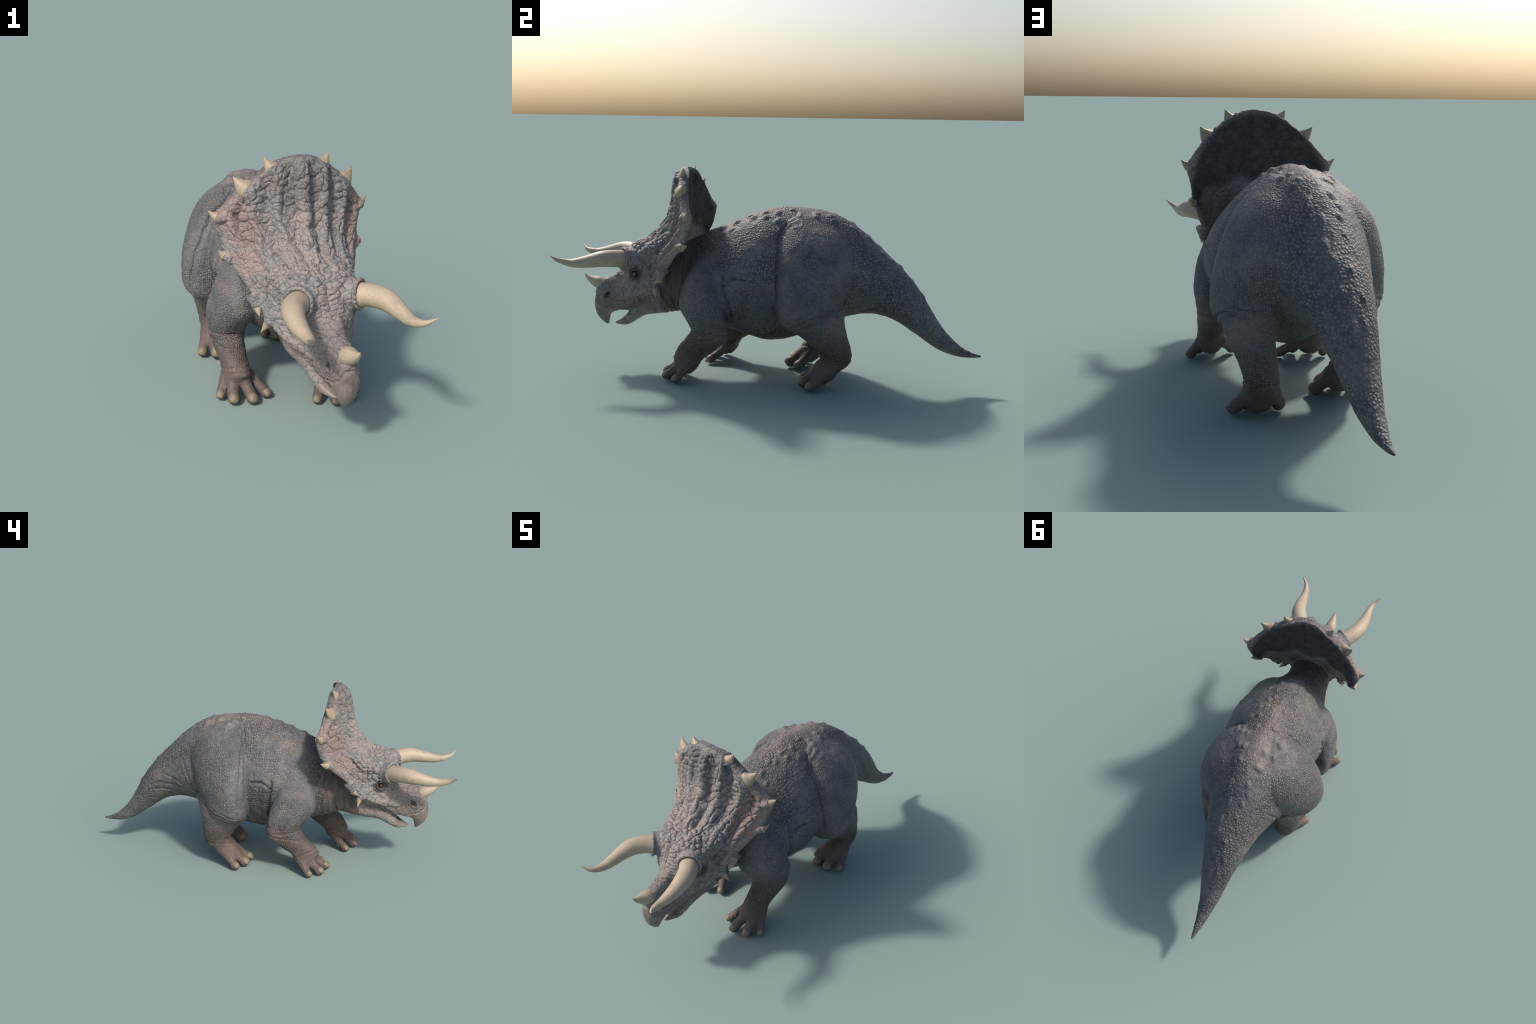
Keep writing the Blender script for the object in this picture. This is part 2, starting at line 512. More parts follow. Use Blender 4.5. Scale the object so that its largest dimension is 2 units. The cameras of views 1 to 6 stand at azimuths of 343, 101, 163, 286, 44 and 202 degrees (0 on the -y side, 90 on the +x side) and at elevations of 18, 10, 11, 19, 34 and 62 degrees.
E2 = np.empty(len(flesh.edges) * 2, np.int32); flesh.edges.foreach_get('vertices', E2); E2 = E2.reshape(-1, 2)
DEG = np.bincount(E2.ravel(), minlength=N).astype(float)
def relax(X, it, w):
    """Laplacian smoothing, w: strength per vertex"""
    for _ in range(it):
        A = np.empty_like(X)
        for k in range(X.shape[1]):
            A[:, k] = (np.bincount(E2[:, 0], X[E2[:, 1], k], N) + np.bincount(E2[:, 1], X[E2[:, 0], k], N)) / DEG
        X = X + (A - X) * w[:, None]
    return X

def is_(*ks):
    m = np.zeros(N, bool)
    for k in ks:
        m |= lab == names.index(k)
    return m

H = (P - PIV) @ RH + PIV                       # head frame
ax = np.abs(H[:, 0])
m_head = is_('head', 'lower_jaw', 'beak'); m_frill = is_('frill'); m_torso = is_('torso')
m_arm = is_('arm_l', 'arm_r', 'toes_arm_l', 'toes_arm_r'); m_leg = is_('shank_l', 'shank_r', 'toes_shank_l', 'toes_shank_r')
m_thigh = is_('thigh_l', 'thigh_r'); m_toe = is_('toes_arm_l', 'toes_arm_r', 'toes_shank_l', 'toes_shank_r')

# blend the joins that have no fold in the flesh
w = np.zeros(N)
hipblend = sstep(.26, .36, P[:, 1]) * sstep(.52, .66, P[:, 2]) * (m_thigh | m_torso) * (P[:, 1] < .6) * .45
topblend = sstep(.66, .74, P[:, 2]) * (m_thigh | m_torso) * sstep(.12, .2, P[:, 1]) * (P[:, 1] < .5)
w = np.maximum(w, np.maximum(hipblend, topblend) * .6)
sk = (m_head | m_frill) * sstep(-.47, -.50, H[:, 1]) * sstep(-.66, -.62, H[:, 1]) * sstep(.42, .46, H[:, 2]) * sstep(.165, .150, ax)
w = np.maximum(w, sk * .6)
thr = (m_head | m_torso) * sstep(-.56, -.50, H[:, 1]) * sstep(-.30, -.40, H[:, 1]) * sstep(.42, .38, H[:, 2])
w = np.maximum(w, thr * .6)
shb = (m_torso | m_arm) * sstep(.44, .52, P[:, 2]) * sstep(-.43, -.38, P[:, 1]) * sstep(-.05, -.12, P[:, 1])
w = np.maximum(w, shb * .6)
ft = (m_arm | m_leg) * sstep(.045, .065, P[:, 2]) * sstep(.150, .115, P[:, 2])
w = np.maximum(w, ft * .45)
w = relax(w[:, None], 6, np.full(N, .5))[:, 0]
P = relax(P, 60, w)
set_co(flesh, P); NO = get_no(flesh)
H = (P - PIV) @ RH + PIV; HN = NO @ RH; ax = np.abs(H[:, 0])
D = np.zeros(N)                                # displacement along the normal

def seg_dist(Q, poly):
    poly = cr(np.array(poly, float), 5)
    d = np.full(len(Q), 1e9)
    t = np.zeros(len(Q))
    for i in range(len(poly) - 1):
        a, b = poly[i], poly[i + 1]
        ab = b - a
        u = np.clip(((Q - a) @ ab) / (ab @ ab), 0, 1)
        dd = np.linalg.norm(Q - a - u[:, None] * ab, axis=1)
        k = dd < d
        d[k] = dd[k]; t[k] = (i + u[k]) / (len(poly) - 1)
    return d, t

def fold(poly, depth, width, side, mask=None, lip=.35, frame=None, wob=.004):
    """a crease drawn on the flank (y,z); deep line with a soft lip either side, fading at its ends"""
    X = P if frame is None else frame
    sel = (X[:, 0] * side > .03) & (NO[:, 0] * side > -.1)
    if mask is not None: sel &= mask
    lo = np.min(poly, 0) - .06; hi = np.max(poly, 0) + .06
    sel &= (X[:, 1] > lo[0]) & (X[:, 1] < hi[0]) & (X[:, 2] > lo[1]) & (X[:, 2] < hi[1])
    i = np.nonzero(sel)[0]
    if not len(i): return
    Q = X[i][:, 1:] + wob * np.stack([vnoise(X[i] * 28, 3), vnoise(X[i] * 28, 4)], 1)
    d, t = seg_dist(Q, poly)
    fade = sstep(0, .12, t) * sstep(1, .88, t)
    D[i] += fade * (-depth * np.exp(-(d / width) ** 2) + depth * lip * np.exp(-((d - 2.6 * width) / (1.6 * width)) ** 2))

thigh_front = [(.180, .772), (.145, .762), (.110, .740), (.090, .705), (.084, .66), (.087, .60), (.086, .54), (.090, .47), (.093, .40), (.101, .34), (.118, .295)]
fold(thigh_front, .009, .0048, 1, lip=0); fold([(y - .006, z) for y, z in thigh_front], .009, .0048, -1, lip=0)
fold([(.180, .752), (.140, .738), (.112, .712), (.103, .68)], .005, .012, 1, lip=.1); fold([(.180, .752), (.140, .738), (.110, .712), (.100, .68)], .005, .012, -1, lip=.1)
thigh_rear = [(.455, .60), (.43, .54), (.408, .48), (.385, .42), (.365, .37), (.350, .335)]
fold(thigh_rear, .003, .006, 1); fold([(y - .02, z) for y, z in thigh_rear], .003, .006, -1)
hem = [(.130, .285), (.165, .292), (.205, .318), (.250, .340), (.300, .352), (.350, .358), (.385, .360)]
fold(hem, .008, .006, 1, m_thigh | m_leg); fold([(y, z + .022) for y, z in hem], .004, .006, 1, m_thigh | m_leg)
hem_r = [(.085, .280), (.120, .296), (.165, .318), (.215, .340), (.265, .362), (.300, .372)]
fold(hem_r, .008, .006, -1, m_thigh | m_leg); fold([(y, z + .020) for y, z in hem_r], .004, .006, -1, m_thigh | m_leg)
for s in (1, -1):
    dy = 0 if s == 1 else .085
    fold([(-.150 + dy * .9, .520), (-.150 + dy, .470), (-.142 + dy, .42), (-.134 + dy, .37), (-.128 + dy, .32), (-.124 + dy, .27)], .013, .009, s, m_torso | m_arm)
    fold([(-.150 + dy, .455), (-.125 + dy, .490), (-.085 + dy, .500), (-.04 + dy, .492)], .010, .006, s, m_torso)
    # wrinkles at the root of the tail
    for k, (y0, z0, y1, z1) in enumerate([(.43, .43, .56, .485), (.45, .405, .60, .43), (.50, .375, .63, .385), (.55, .44, .66, .40), (.47, .36, .57, .352)]):
        fold([(y0, z0), ((y0 + y1) / 2, (z0 + z1) / 2 + .008), (y1, z1)], .0035, .006, s, m_torso)
    # belly folds
    fold([(-.12, .262), (-.08, .238), (-.03, .220), (.03, .218), (.075, .240), (.10, .275)], .010, .0065, s, m_torso, wob=.010)
    fold([(-.09, .262), (-.04, .246), (.02, .240), (.07, .268)], .005, .006, s, m_torso, wob=.010)

def ring(pt, nrm, depth, width, mask, lip=.3, seed=0):
    """crease that runs round a limb: distance to a plane"""
    nrm = np.array(nrm, float); nrm /= np.linalg.norm(nrm)
    i = np.nonzero(mask)[0]
    d = (P[i] - np.array(pt)) @ nrm + .005 * vnoise(P[i] * 22, seed)
    k = .65 + .35 * vnoise(P[i] * 30, seed + 9)
    D[i] += k * (-depth * np.exp(-(d / width) ** 2) + depth * lip * (np.exp(-((d - 2.5 * width) / (1.5 * width)) ** 2) + np.exp(-((d + 2.5 * width) / (1.5 * width)) ** 2)))

L = P[:, 0] > 0
arm_l, arm_r = is_('arm_l', 'toes_arm_l'), is_('arm_r', 'toes_arm_r')
leg_l, leg_r = is_('shank_l', 'toes_shank_l'), is_('shank_r', 'toes_shank_r')
# elbows
ring((.22, -.22, .235), (0, .10, 1), .005, .005, arm_l & (P[:, 2] < .3), seed=11)
ring((.22, -.20, .215), (0, -.18, 1), .004, .005, arm_l & (P[:, 2] < .3), seed=12)
ring((-.22, -.125, .235), (0, .10, 1), .005, .005, arm_r & (P[:, 2] < .3), seed=13)
ring((-.22, -.105, .215), (0, -.18, 1), .004, .005, arm_r & (P[:, 2] < .3), seed=14)
# wrists
ring((.205, -.315, .112), (0, .45, 1), .0035, .004, arm_l & (P[:, 2] < .2), seed=15)
ring((.205, -.328, .096), (0, .35, 1), .0025, .004, arm_l & (P[:, 2] < .2), seed=16)
ring((-.19, -.225, .112), (0, .45, 1), .0035, .004, arm_r & (P[:, 2] < .2), seed=17)
ring((-.19, -.238, .096), (0, .35, 1), .0025, .004, arm_r & (P[:, 2] < .2), seed=18)
# ankles
ring((.18, .35, .142), (0, -.12, 1), .004, .0045, leg_l & (P[:, 2] < .22), seed=19)
ring((.18, .35, .126), (0, -.25, 1), .003, .0045, leg_l & (P[:, 2] < .22), seed=20)
ring((-.17, .245, .145), (0, -.12, 1), .004, .0045, leg_r & (P[:, 2] < .22), seed=21)
ring((-.17, .245, .130), (0, -.25, 1), .003, .0045, leg_r & (P[:, 2] < .22), seed=22)

# insteps and toes: fine cross wrinkles
i = np.nonzero((m_arm | m_leg) & (P[:, 2] < .135) & (NO[:, 2] > -.2))[0]
yy = P[i, 1] - .5 * P[i, 2]
wr = np.sin((yy * 2 * np.pi / .0125) + 2.6 * vnoise(P[i] * 40, 31))
D[i] += .0019 * wr * sstep(.135, .10, P[i, 2]) * (.5 + .5 * vnoise(P[i] * 25, 32))

# knobs along the back and tail
KN = []
for y, off in [(-.20, .05), (-.195, .085), (-.135, .055), (-.13, .10), (-.055, .060), (-.06, .035), (.005, .070), (.01, .042), (.066, .045), (.068, .095),
               (.12, .04), (.160, .060), (.165, .10), (.238, .045), (.240, .085), (.30, .04), (.33, .062), (.40, .030), (.42, .055), (.475, .030), (.54, .04), (.61, .022), (.66, .035), (.73, .018)]:
    for s in (1, -1):
        KN.append((s, y + RNG.normal(0, .010), max(off, .042 if y < .35 else .02) + RNG.normal(0, .006), .0100 + RNG.uniform(0, .0035)))
top = m_torso | m_thigh
i = np.nonzero(top & (NO[:, 2] > .2))[0]
T_ = np.array(TORSO)
x0 = np.interp(P[i, 1], T_[:, 0], T_[:, 1])
for s, y, off, r in KN:
    d2 = ((P[i, 1] - y) / 1.25) ** 2 + (P[i, 0] - x0 - s * off) ** 2
    if y < .5:
        D[i] += r * .64 * np.exp(-(d2 / r ** 2) ** 1.3)
    else:
        D[i] += r * .5 * np.exp(-d2 / (r * .8) ** 2)

# scale rows: soft unevenness of flank and tail
i = np.nonzero(top | m_arm | m_leg)[0]
D[i] += .0022 * fbm(P[i] * 26, 3, 41)

# neck: hanging folds
nk = np.nonzero((m_torso | m_head) & (H[:, 1] > -.56) & (P[:, 1] < -.22))[0]
Q = P[nk]
ph = (Q[:, 1] + .25 * (Q[:, 2] - .4)) * 2 * np.pi / .034 + 4.6 * vnoise(Q * np.array([11, 13, 10]), 51)
fl = 1 - np.abs(np.sin(ph * .5))
wgt = sstep(-.52, -.47, Q[:, 1]) * sstep(-.24, -.32, Q[:, 1]) * sstep(.62, .52, Q[:, 2])
D[nk] += wgt * (.003 - .011 * fl ** 2.2) * (.55 + .75 * vnoise(Q * 16, 52))

# ---- frill
fr = np.nonzero(m_frill)[0]
h = H[fr]; hn = HN[fr]
wz = tab(FR_W, h[:, 2]); s_ = h[:, 0] / np.maximum(wz, .02)
front = sstep(.10, -.35, hn[:, 1])
inner = sstep(.95, .80, np.abs(s_)) * sstep(.966, .935, h[:, 2])
up = sstep(.55, .80, h[:, 2])
sw = s_ + .035 * vnoise(h * 14, 61)
u_ = (h[:, 0] + .010 * vnoise(h * 14, 60)) / (.26 * (.72 + .30 * up))
rad = np.cos(u_ * 2 * np.pi / .33)
D[fr] += front * inner * (.0115 * rad * (.50 + .50 * up) - .006 * np.exp(-((np.abs(s_) - .76) / .12) ** 2))
arc = h[:, 2] - .75 * h[:, 1]
q = np.stack([h[:, 0] * (.5 + .5 * .26 / np.maximum(wz, .08)) / .036, arc / .030 + .25 * np.sin(sw * 23), np.full(len(h), .5)], 1)
q[:, :2] += .15 * np.stack([vnoise(h * 45, 62), vnoise(h * 45, 63)], 1)
q[:, 2] = 0.5
f1, f2 = voro(q, 64, .8)
crack = np.exp(-((f2 - f1) / .10) ** 2)
dome = 1 - np.minimum(f1 / .7, 1) ** 2
D[fr] += front * inner * (.0050 * dome - .0075 * crack + .0018 * fbm(h * 90, 2, 65))
back = sstep(-.1, .35, hn[:, 1])
D[fr] += back * (.003 * fbm(np.stack([s_ * 9, h[:, 2] * 30, s_ * 0], 1), 3, 66) + .004 * np.cos(sw * 2 * np.pi / .5) * inner)
rim = (1 - inner)
D[fr] += rim * .002 * fbm(h * 40, 3, 67)
# socket groove round the spikes
for b, t, r1, r2 in SPIKES[:5]:
    b = np.array(b); d = np.array(t) - b; d /= np.linalg.norm(d)
    for s in (1, -1):
        bb_ = b * np.array([s, 1, 1]); dd_ = d * np.array([s, 1, 1])
        v = h - bb_; al = v @ dd_; rr = np.linalg.norm(v - al[:, None] * dd_, axis=1)
        k = (al > -r1) & (rr < 2.2 * r1)
        D[fr] += k * (.0025 * np.exp(-((rr - 1.38 * r1) / (.22 * r1)) ** 2))

# ---- skull
hd = np.nonzero(is_('head'))[0]
h = H[hd]; hx = np.abs(h[:, 0])
upr = sstep(-.74, -.66, h[:, 1])                         # forehead and cheeks
q = h / np.array([.030, .026, .026]) + .18 * np.stack([vnoise(h * 50, 71), vnoise(h * 50, 72), vnoise(h * 50, 73)], 1)
f1, f2 = voro(q, 74, .85)
crack = np.exp(-((f2 - f1) / .13) ** 2); dome = 1 - np.minimum(f1 / .7, 1) ** 2
size = np.where(h[:, 2] > .50, 1.0, .55)
bcn = np.array([.115, -.671, .542]); hb = np.abs(h[:, 0:1] * [1, 0, 0]) + h * [0, 1, 1]
calm = sstep(.062, .078, np.linalg.norm(hb - bcn, axis=1))
D[hd] += upr * size * (.0055 * dome - .0062 * crack) * calm
D[hd] += .0020 * fbm(h * 60, 3, 75) * (.12 + .88 * calm) * sstep(-.83, -.80, h[:, 1])
# muzzle wrinkles
D[hd] += .0012 * np.sin((h[:, 1] + h[:, 2] * .8) * 2 * np.pi / .016 + 3 * vnoise(h * 40, 76)) * sstep(-.66, -.70, h[:, 1]) * sstep(-.80, -.77, h[:, 1])
# eyes: sunken with ringed lids
for s in (1, -1):
    c = np.array([s * .118, -.614, .474])
    v = h - c
    d = np.sqrt(v[:, 1] ** 2 + (v[:, 2] * 1.1) ** 2); k = (h[:, 0] * s > .05)
    D[hd] += k * (-.013 * np.exp(-(d / .014) ** 4) + .0060 * np.exp(-((d - .021) / .0045) ** 2) - .005 * np.exp(-((d - .0285) / .003) ** 2)
                  + .0048 * np.exp(-((d - .034) / .0045) ** 2) - .004 * np.exp(-((d - .041) / .004) ** 2))
    # nostril
    c = np.array([s * .050, -.775, .352]); v = h - c
    a = (v[:, 1] * -.66 + v[:, 2] * -.75); b = (v[:, 1] * .75 - v[:, 2] * .66)
    e = np.sqrt((a / .019) ** 2 + (b / .0085) ** 2)
    k = (h[:, 0] * s > .02)
    D[hd] += k * (-.020 * np.exp(-e ** 4) + .0035 * np.exp(-((e - 1.7) / .45) ** 2) * np.exp(-e * .15))
    # depression between eye and muzzle ridge
    v = h - np.array([s * .085, -.695, .425])
    D[hd] -= .010 * np.exp(-(v[:, 1] / .024) ** 2 - (v[:, 2] / .032) ** 2) * (h[:, 0] * s > .03)
# seam of the beak
bk = np.nonzero(is_('beak', 'head') & (H[:, 1] < -.69))[0]
SEAM = [(-.846, .352), (-.830, .319), (-.797, .298), (-.755, .288), (-.722, .278), (-.700, .268)]
d, t = seg_dist(H[bk][:, 1:], SEAM)
D[bk] += -.0045 * np.exp(-(d / .0035) ** 2) + .002 * np.exp(-((d - .009) / .005) ** 2)
# keratin ridges
bq = np.nonzero(is_('beak'))[0]
D[bq] += .0012 * fbm(H[bq] * np.array([70, 60, 14]), 2, 78)
jw = np.nonzero(is_('lower_jaw'))[0]
D[jw] += .0012 * fbm(H[jw] * 45, 3, 79)
d, t = seg_dist(H[jw][:, 1:], [(-.700, .262), (-.690, .245), (-.672, .225), (-.655, .208)])
D[jw] += -.003 * np.exp(-(d / .0035) ** 2)

D[m_frill | m_head] -= .0025
D = relax(D[:, None], 1, np.full(N, .25))[:, 0]
P = P + NO * D[:, None]
P[:, 2] = np.maximum(P[:, 2], 0.0)
set_co(flesh, P); NO = get_no(flesh); H = (P - PIV) @ RH + PIV

# ---- regions of the one skin
REG = ['head', 'frill', 'beak', 'lower_jaw', 'lower_beak', 'neck', 'torso', 'tail', 'forelimb', 'forelimb', 'hindlimb', 'hindlimb', 'forefoot', 'forefoot', 'hindfoot', 'hindfoot']
reg = np.zeros(N, int)
seam_z = np.interp(H[:, 1], [p[0] for p in SEAM], [p[1] for p in SEAM])
reg[is_('head')] = 0
reg[m_frill] = 1
mz = is_('head', 'beak') & (H[:, 1] < -.700)
reg[mz & (H[:, 2] < seam_z)] = 2
reg[is_('beak') & ~(mz & (H[:, 2] < seam_z))] = 0
jl = is_('lower_jaw'); reg[jl] = 3
reg[(jl | is_('head')) & (H[:, 1] > -.50) & (H[:, 2] < .42)] = 5
jb = np.interp(H[:, 2], [.20, .262], [-.652, -.700])
reg[jl & (H[:, 1] < jb)] = 4
reg[m_torso] = 6
reg[m_torso & (P[:, 1] < -.27)] = 5
reg[m_torso & (P[:, 1] > TAIL_Y)] = 7
reg[arm_l] = 8; reg[arm_r] = 9
reg[leg_l | is_('thigh_l')] = 10; reg[leg_r | is_('thigh_r')] = 11
reg[arm_l & (P[:, 2] + .45 * (P[:, 1] + .315) < .112)] = 12
reg[arm_r & (P[:, 2] + .45 * (P[:, 1] + .225) < .112)] = 13
reg[leg_l & (P[:, 2] - .12 * (P[:, 1] - .35) < .142)] = 14
reg[leg_r & (P[:, 2] - .12 * (P[:, 1] - .245) < .145)] = 15

# ------------------------------------------------------------------ materials
class NT:
    def __init__(self, name):
        self.m = bpy.data.materials.new(name); self.m.use_nodes = True
        self.t = self.m.node_tree; self.b = self.t.nodes['Principled BSDF']
        self.co = self.n('ShaderNodeTexCoord').outputs['Object']
    def n(self, k, **kw):
        nd = self.t.nodes.new(k)
        for a, v in kw.items(): setattr(nd, a, v)
        return nd
    def put(self, sock, v):
        if isinstance(v, bpy.types.NodeSocket): self.t.links.new(v, sock)
        elif isinstance(v, (tuple, list)) and len(v) == 3 and sock.type == 'RGBA': sock.default_value = (*v, 1)
        else: sock.default_value = v
    def math(self, op, a, b=0.0, c=0.0, clamp=False):
        nd = self.n('ShaderNodeMath', operation=op, use_clamp=clamp)
        for s, v in zip(nd.inputs, (a, b, c)): self.put(s, v)
        return nd.outputs[0]
    def mapped(self, scale, rot=(0, 0, 0), loc=(0, 0, 0), co=None):
        nd = self.n('ShaderNodeMapping')
        self.put(nd.inputs['Vector'], co or self.co)
        nd.inputs['Scale'].default_value = scale; nd.inputs['Rotation'].default_value = rot; nd.inputs['Location'].default_value = loc
        return nd.outputs[0]
    def noise(self, scale, detail=4, rough=.55, co=None, dist=0.0):
        nd = self.n('ShaderNodeTexNoise'); self.put(nd.inputs['Vector'], co or self.co)
        nd.inputs['Scale'].default_value = scale; nd.inputs['Detail'].default_value = detail
        nd.inputs['Roughness'].default_value = rough; nd.inputs['Distortion'].default_value = dist
        return nd.outputs[0]
    def voronoi(self, scale, feature='DISTANCE_TO_EDGE', co=None, rand=1.0, out='Distance'):
        nd = self.n('ShaderNodeTexVoronoi', feature=feature); self.put(nd.inputs['Vector'], co or self.co)
        nd.inputs['Scale'].default_value = scale; nd.inputs['Randomness'].default_value = rand
        return nd.outputs[out]
    def step(self, v, a, b):
        nd = self.n('ShaderNodeMapRange', interpolation_type='SMOOTHSTEP')
        self.put(nd.inputs[0], v); nd.inputs[1].default_value = a; nd.inputs[2].default_value = b
        return nd.outputs[0]
    def mix(self, f, a, b):
        nd = self.n('ShaderNodeMix', data_type='RGBA')
        self.put(nd.inputs[0], f); self.put(nd.inputs[6], a); self.put(nd.inputs[7], b)
        return nd.outputs[2]
    def mul(self, f, a, b):
        nd = self.n('ShaderNodeMix', data_type='RGBA', blend_type='MULTIPLY')
        self.put(nd.inputs[0], f); self.put(nd.inputs[6], a); self.put(nd.inputs[7], b)
        return nd.outputs[2]
    def grey(self, v):
        nd = self.n('ShaderNodeCombineColor')
        for s in nd.inputs[:3]: self.put(s, v)
        return nd.outputs[0]
    def xyz(self, co=None):
        nd = self.n('ShaderNodeSeparateXYZ'); self.put(nd.inputs[0], co or self.co); return nd.outputs
    def ball(self, c, r0, r1, sc=(1, 1, 1), wob=None):
        """1 inside r0, fading to 0 at r1 round the point c"""
        v = self.mapped(sc, loc=tuple(-a * b for a, b in zip(c, sc)))
        nd = self.n('ShaderNodeVectorMath', operation='LENGTH'); self.put(nd.inputs[0], v)
        d = nd.outputs['Value']
        if wob is not None: d = self.math('ADD', d, wob)
        return self.step(d, r1, r0)
    def bump(self, hgt, strength, dist, prev=None):
        nd = self.n('ShaderNodeBump'); nd.inputs['Strength'].default_value = strength; nd.inputs['Distance'].default_value = dist
        self.put(nd.inputs['Height'], hgt)
        if prev is not None: self.put(nd.inputs['Normal'], prev)
        return nd.outputs[0]
    def done(self, colour, rough, normal=None, spec=.5):
        self.put(self.b.inputs['Base Color'], colour); self.put(self.b.inputs['Roughness'], rough)
        self.b.inputs['Specular IOR Level'].default_value = spec
        if normal is not None: self.put(self.b.inputs['Normal'], normal)
        return self.m

SLATE = (.143, .144, .150); WARM = (.186, .171, .164); OCHRE = (.21, .178, .135); DARK = (.062, .058, .060)
BROWN = (.112, .082, .068); PINK = (.235, .152, .130)

def skin_common(t, size=1.0):
    """mottling and pebbled scales shared by the whole hide; returns colour, normal"""
    big = t.noise(5.5, 5, .6); mid = t.noise(17, 4, .6, co=t.mapped((1, 1, 1), loc=(3, 1, 2))); fine = t.noise(70, 3, .6)
    c = t.mix(t.step(big, .44, .66), SLATE, WARM)
    c = t.mix(t.math('MULTIPLY', t.step(mid, .58, .72), .45), c, OCHRE)
    c = t.mix(t.math('MULTIPLY', t.step(mid, .46, .32), .45), c, (.085, .085, .092))
    pk = t.noise(8, 4, .6, co=t.mapped((1, 1, 1), loc=(5, 9, 1)))
    c = t.mix(t.math('MULTIPLY', t.step(pk, .56, .72), .42), c, (.215, .160, .144))
    wob = t.n('ShaderNodeVectorMath', operation='ADD')
    sc = t.n('ShaderNodeVectorMath', operation='SCALE'); sub = t.n('ShaderNodeVectorMath', operation='SUBTRACT')
    nz = t.n('ShaderNodeTexNoise'); t.put(nz.inputs['Vector'], t.co); nz.inputs['Scale'].default_value = 40
    t.put(sub.inputs[0], nz.outputs['Color']); sub.inputs[1].default_value = (.5, .5, .5)
    t.put(sc.inputs[0], sub.outputs[0]); sc.inputs['Scale'].default_value = .006
    t.put(wob.inputs[0], t.co); t.put(wob.inputs[1], sc.outputs[0])
    return c, wob.outputs[0], fine

def pebbles(t, co, scale, c, fine, light=1.0, dark=.72):
    """round scales: domes with narrow gaps, each of its own tone"""
    cell = t.n('ShaderNodeTexVoronoi', feature='SMOOTH_F1'); t.put(cell.inputs['Vector'], co); cell.inputs['Scale'].default_value = scale
    cell.inputs['Smoothness'].default_value = .12; cell.inputs['Randomness'].default_value = .72
    f = cell.outputs['Distance']
    e = t.voronoi(scale, co=co, rand=.72)
    gap = t.math('SUBTRACT', 1.0, t.step(e, .05, .25))
    area = t.math('MULTIPLY_ADD', t.step(t.noise(7, 3, .5, co=t.mapped((1, 1, 1), loc=(1, 6, 3))), .36, .60), .62, .38)
    gap = t.math('MULTIPLY', gap, area)
    dome = t.step(f, .62, .08)
    r = t.xyz(cell.outputs['Color'])[0]
    c = t.mul(1.0, c, t.grey(t.math('MULTIPLY_ADD', r, .30, .86)))
    c = t.mul(t.math('MULTIPLY', gap, dark), c, (.30, .30, .33))  # crevice occlusion baked into the colour: gaps between scales darkened
    c = t.mix(t.math('MULTIPLY', t.math('MULTIPLY', t.step(f, .46, .10), area), light * .30), c, (.33, .315, .30))
    hgt = t.math('ADD', t.math('SUBTRACT', t.math('MULTIPLY', dome, area), t.math('MULTIPLY', gap, .35)), t.math('MULTIPLY', fine, .2))
    return c, hgt

def body_skin():
    t = NT('body_hide')
    c, co, fine = skin_common(t)
    x, y, z = t.xyz()[:3]
    wob = t.math('MULTIPLY_ADD', t.noise(9, 3), .16, -.08)
    # warmer saddle along the back
    sad = t.ball((.01, .10, .86), .06, .26, (1, .42, 1.5), wob)
    c = t.mix(t.math('MULTIPLY', sad, .75), c, (.245, .195, .176))
    och = None
    for p in ((.13, .33, .68), (-.13, .31, .68), (-.05, .24, .78), (.06, -.02, .76), (-.12, .02, .70), (-.10, -.16, .66), (.0, .52, .60)):
        b = t.ball(p, .005, .075, (1, .8, 1), wob); och = b if och is None else t.math('MAXIMUM', och, b)
    c = t.mix(t.math('MULTIPLY', och, .28), c, (.27, .222, .160))
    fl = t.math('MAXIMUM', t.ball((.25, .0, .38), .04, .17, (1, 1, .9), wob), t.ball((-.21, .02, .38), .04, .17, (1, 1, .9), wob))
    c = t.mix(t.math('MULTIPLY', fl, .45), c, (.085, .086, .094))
    # pale brown belly, groin and root of the tail underneath
    bel = t.math('MAXIMUM', t.ball((.02, .03, .12), .09, .20, (.75, .6, 1), wob), t.ball((.0, .47, .28), .04, .12, (.8, .7, 1), wob))
    c = t.mix(t.math('MULTIPLY', bel, .75), c, (.150, .098, .078))
    # throat and neck
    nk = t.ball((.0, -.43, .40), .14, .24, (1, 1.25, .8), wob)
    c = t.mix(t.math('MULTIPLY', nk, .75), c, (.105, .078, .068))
    c, hgt = pebbles(t, co, 86, c, fine)
    n = t.bump(t.noise(160, 2), .25, .002)
    n = t.bump(hgt, .6, .0040, n)
    return t.done(c, t.math('MULTIPLY_ADD', fine, .25, .45), n, .3)

def neck_skin():
    """bare creased skin that turns into pebbled hide towards the shoulder"""
    t = NT('neck_hide')
    c, co, fine = skin_common(t)
    wob = t.math('MULTIPLY_ADD', t.noise(9, 3), .16, -.08)
    cb, hgt = pebbles(t, co, 86, c, fine)
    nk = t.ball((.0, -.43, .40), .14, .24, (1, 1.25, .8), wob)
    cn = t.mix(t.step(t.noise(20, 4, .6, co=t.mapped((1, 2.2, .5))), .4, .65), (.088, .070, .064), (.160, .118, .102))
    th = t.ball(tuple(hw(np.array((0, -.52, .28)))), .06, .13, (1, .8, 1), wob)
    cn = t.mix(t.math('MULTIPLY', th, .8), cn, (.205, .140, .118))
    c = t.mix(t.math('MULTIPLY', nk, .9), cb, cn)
    n = t.bump(t.noise(60, 4, .6, co=t.mapped((1, 1.6, .6))), .5, .003)
    n = t.bump(t.math('MULTIPLY', hgt, t.math('SUBTRACT', 1.0, t.math('MULTIPLY', nk, .7))), .85, .0042, n)
    return t.done(c, t.math('MULTIPLY_ADD', fine, .25, .45), n, .3)

